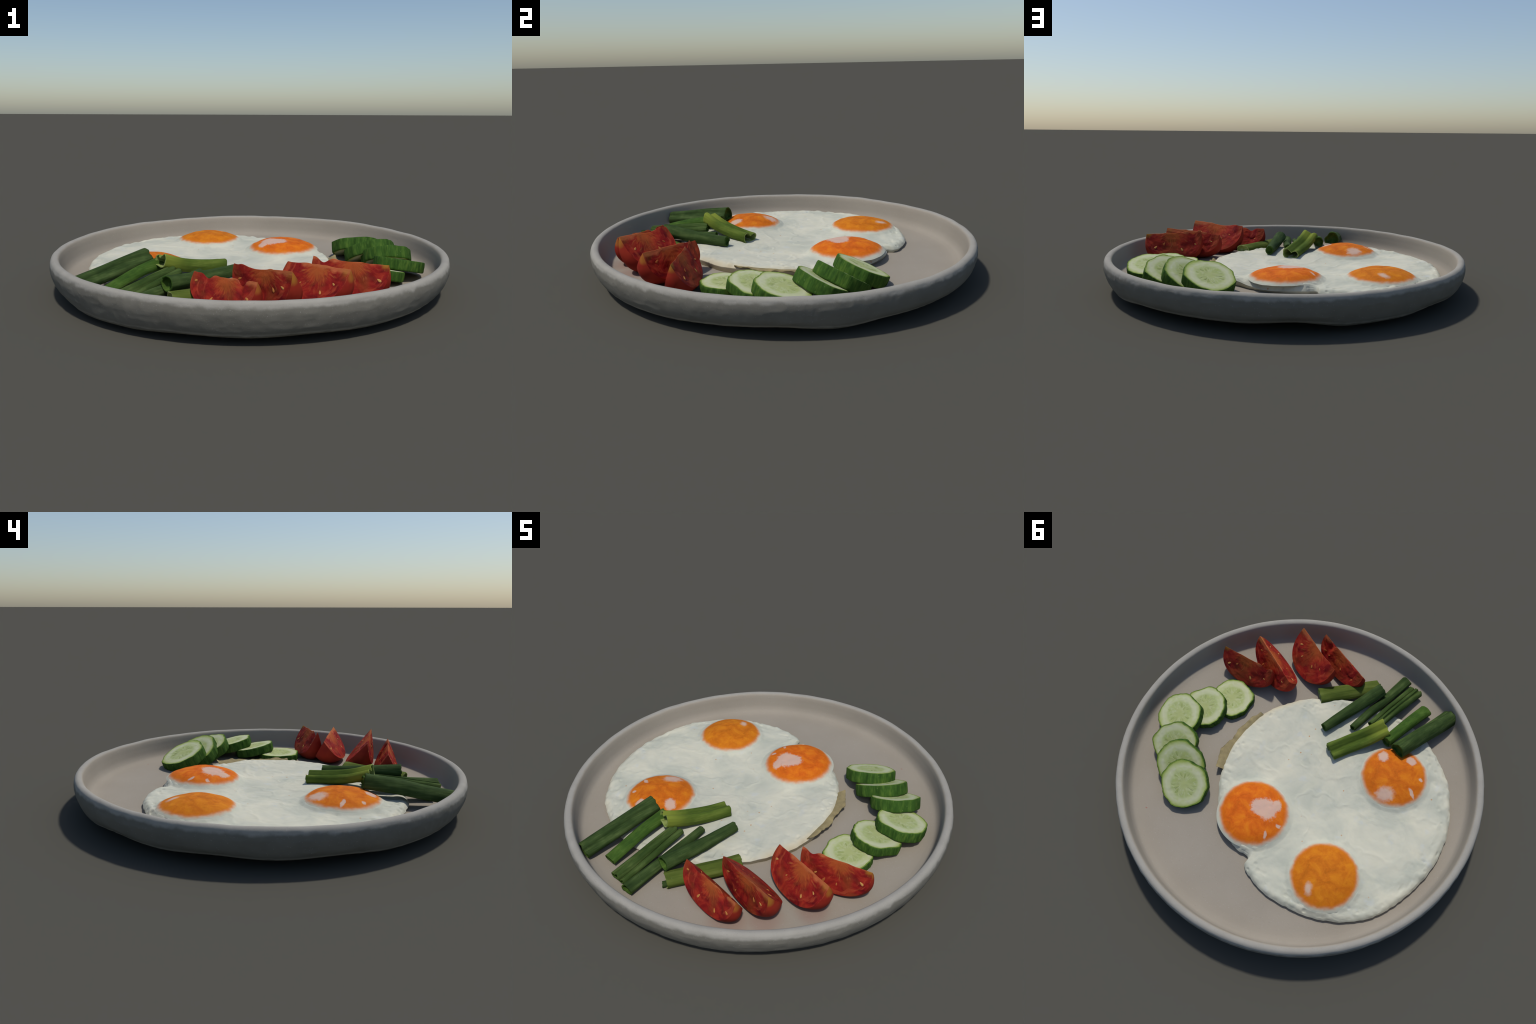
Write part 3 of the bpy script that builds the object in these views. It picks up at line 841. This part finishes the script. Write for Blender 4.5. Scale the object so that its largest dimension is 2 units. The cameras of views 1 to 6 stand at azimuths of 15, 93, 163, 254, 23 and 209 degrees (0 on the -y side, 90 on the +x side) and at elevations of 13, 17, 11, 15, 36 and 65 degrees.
def build_onion(i, spec, mats):
    n = 70
    sp = open_curve(spec["spine"], n)
    if 1 <= i <= 5:
        sp = sp + np.array((0.003, 0.0, 0.0))
    c = sp.mean(0)
    c[2] = sp[:, 2].min()
    axis = sp[-1] - sp[0]
    ux = np.array((axis[0], axis[1], 0)) / np.hypot(axis[0], axis[1])
    uy = np.array((-ux[1], ux[0], 0))
    M = Matrix(((ux[0], uy[0], 0, c[0]), (ux[1], uy[1], 0, c[1]), (0, 0, 1, c[2]), (0, 0, 0, 1)))
    q = sp - c
    loc = np.stack([q @ ux, q @ uy, q[:, 2]], 1)
    pts = spec["sec"]
    if spec.get("mirror"):
        pts = [(-a, b) for a, b in pts][::-1]
    sec = closed_curve(pts, 8)
    k = len(sec)
    roll = spec["roll"]
    sec = np.stack([sec[:, 0] * math.cos(roll) - sec[:, 1] * math.sin(roll), sec[:, 0] * math.sin(roll) + sec[:, 1] * math.cos(roll)], 1)
    f = np.linspace(0, 1, n)
    w = 1.0 * (spec["w"][0] * (1 - f) + spec["w"][1] * f)
    h = 1.03 * (spec["h"][0] * (1 - f) + spec["h"][1] * f)
    tan = np.gradient(loc, axis=0)
    tan /= np.linalg.norm(tan, axis=1)[:, None]
    outer, innr = [], []
    for j in range(n):
        b = np.cross((0, 0, 1), tan[j])
        b /= np.linalg.norm(b)
        up = np.cross(tan[j], b)
        th = np.arange(k) / k * TAU
        wv = 1 + 0.05 * noise(np.cos(th) * 1.6 + i * 3, np.sin(th) * 1.6, f[j] * 3.5, 91) + 0.018 * noise(np.cos(th) * 6, np.sin(th) * 6 + i, f[j] * 2, 92)
        # slightly slanted, ragged cuts at both ends
        slant = 0.0
        if j < 3 or j > n - 4:
            slant = 0.004 * noise(np.cos(th) * 2 + i, np.sin(th) * 2, j > 5, 93)
        P = loc[j] + (sec[:, :1] * (w[j] * wv)[:, None]) * b + (sec[:, 1:] * (h[j] * wv)[:, None]) * up
        P = P + np.outer(slant * np.ones(k), tan[j])
        outer.append(P)
        ctr = P.mean(0)
        innr.append(ctr + (P - ctr) * (1 - 0.0065 / np.maximum(np.linalg.norm(P - ctr, axis=1), 0.010))[:, None])
    V = np.concatenate(outer + innr)
    F = grid_faces(n, k, True, 0, False) + grid_faces(n, k, True, n * k, True)
    rim = lambda r0, r1, fl: [((r0 + j, r0 + (j + 1) % k, r1 + (j + 1) % k, r1 + j) if fl else (r1 + j, r1 + (j + 1) % k, r0 + (j + 1) % k, r0 + j)) for j in range(k)]
    F += rim(0, n * k, False) + rim((n - 1) * k, n * k + (n - 1) * k, True)
    # a membrane closes the hollow a little way in from each cut
    caps = [] if spec["sec"] is FOLDED else [tuple(n * k + 2 * k + j for j in range(k))[::-1], tuple(n * k + (n - 3) * k + j for j in range(k))]
    F += caps
    body, inside = mats[spec["mat"]]
    fm = [0] * ((n - 1) * k) + [1] * ((n - 1) * k) + [1] * (2 * k) + [1] * len(caps)
    zfl = FLOOR + 0.0012 - c[2]
    V[:, 2] = np.maximum(V[:, 2], zfl)
    ob = put("spring_onion_piece", mesh("spring_onion_piece", V, F, [body, inside], fm), None, M)
    describe(ob, "hollow green spring onion stalk cut short", "spring onion")
    return ob


# ---------------------------------------------------------------------- all
def main():
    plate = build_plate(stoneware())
    glints_a = [(-0.022, -0.034, 0.052, 0.046, 0.55, 0.18), (-0.062, -0.040, 0.050, 0.058, 0.4, 0.20), (-0.096, -0.085, 0.022, 0.034, 0.5, 0.2), (-0.157, 0.011, 0.013, 0.010, 0, 0.3), (-0.118, 0.088, 0.008, 0.020, 0.4, 0.3)]
    glints_b = [(0.040, 0.105, 0.017, 0.028, 0.4, 0.60)]
    glints_c = [(0.101, -0.073, 0.028, 0.034, 0.3, 0.25), (-0.048, -0.120, 0.026, 0.028, 0.5, 0.25), (0.000, 0.127, 0.046, 0.036, 0.4, 0.45),
               (-0.124, 0.055, 0.009, 0.030, 0.9, 0.3), (-0.137, -0.044, 0.013, 0.010, 0, 0.3)]
    yolks = [yolk_material("yolk_deep_orange", 0.181, (0.62, 0.120, 0.010), (0.70, 0.175, 0.012), glints_a),
             yolk_material("yolk_golden", 0.172, (0.55, 0.150, 0.010), (0.62, 0.200, 0.012), glints_b),
             yolk_material("yolk_orange", 0.174, (0.57, 0.130, 0.010), (0.65, 0.185, 0.012), glints_c)]
    build_egg(egg_white_material(), yolks, crisp_edge_material())
    cm = (cucumber_rind_material(), cucumber_ring_material(), cucumber_flesh_material(), cucumber_seed_material())
    cseed = seed_shape("cucumber_seed", 0.030, 0.016, 0.0012, cm[3])
    for i, sp in enumerate(CUCUMBER):
        build_cucumber(i, sp, cm, cseed)
    tf, ts = tomato_flesh_material(), tomato_skin_material()
    tseed = seed_shape("tomato_seed", 0.016, 0.011, 0.004, tomato_seed_material())
    for sp in TOMATO:
        build_tomato(sp, tf, ts, tseed)
    inside = scallion_material("onion_inside", (0.020, 0.050, 0.008), (0.045, 0.090, 0.015), (0.085, 0.150, 0.025))
    pale_in = scallion_material("onion_pale_inside", (0.14, 0.20, 0.04), (0.26, 0.32, 0.09), (0.40, 0.44, 0.20))
    om = {"dark": (scallion_material("onion_dark_green", (0.018, 0.036, 0.010), (0.038, 0.066, 0.018), (0.085, 0.125, 0.038)), inside),
          "green": (scallion_material("onion_green", (0.022, 0.046, 0.010), (0.050, 0.084, 0.020), (0.105, 0.150, 0.044)), inside),
          "bright": (scallion_material("onion_bright_green", (0.022, 0.054, 0.010), (0.050, 0.102, 0.016), (0.095, 0.160, 0.032)), inside),
          "pale": (scallion_material("onion_light_green", (0.044, 0.076, 0.012), (0.080, 0.122, 0.018), (0.140, 0.185, 0.032), (0.235, 0.275, 0.040), 0.16), pale_in),
          "pale_flat": (scallion_material("onion_olive_green", (0.050, 0.076, 0.013), (0.086, 0.118, 0.020), (0.135, 0.168, 0.038)), pale_in)}
    for i, sp in enumerate(ONION):
        build_onion(i, sp, om)


main()
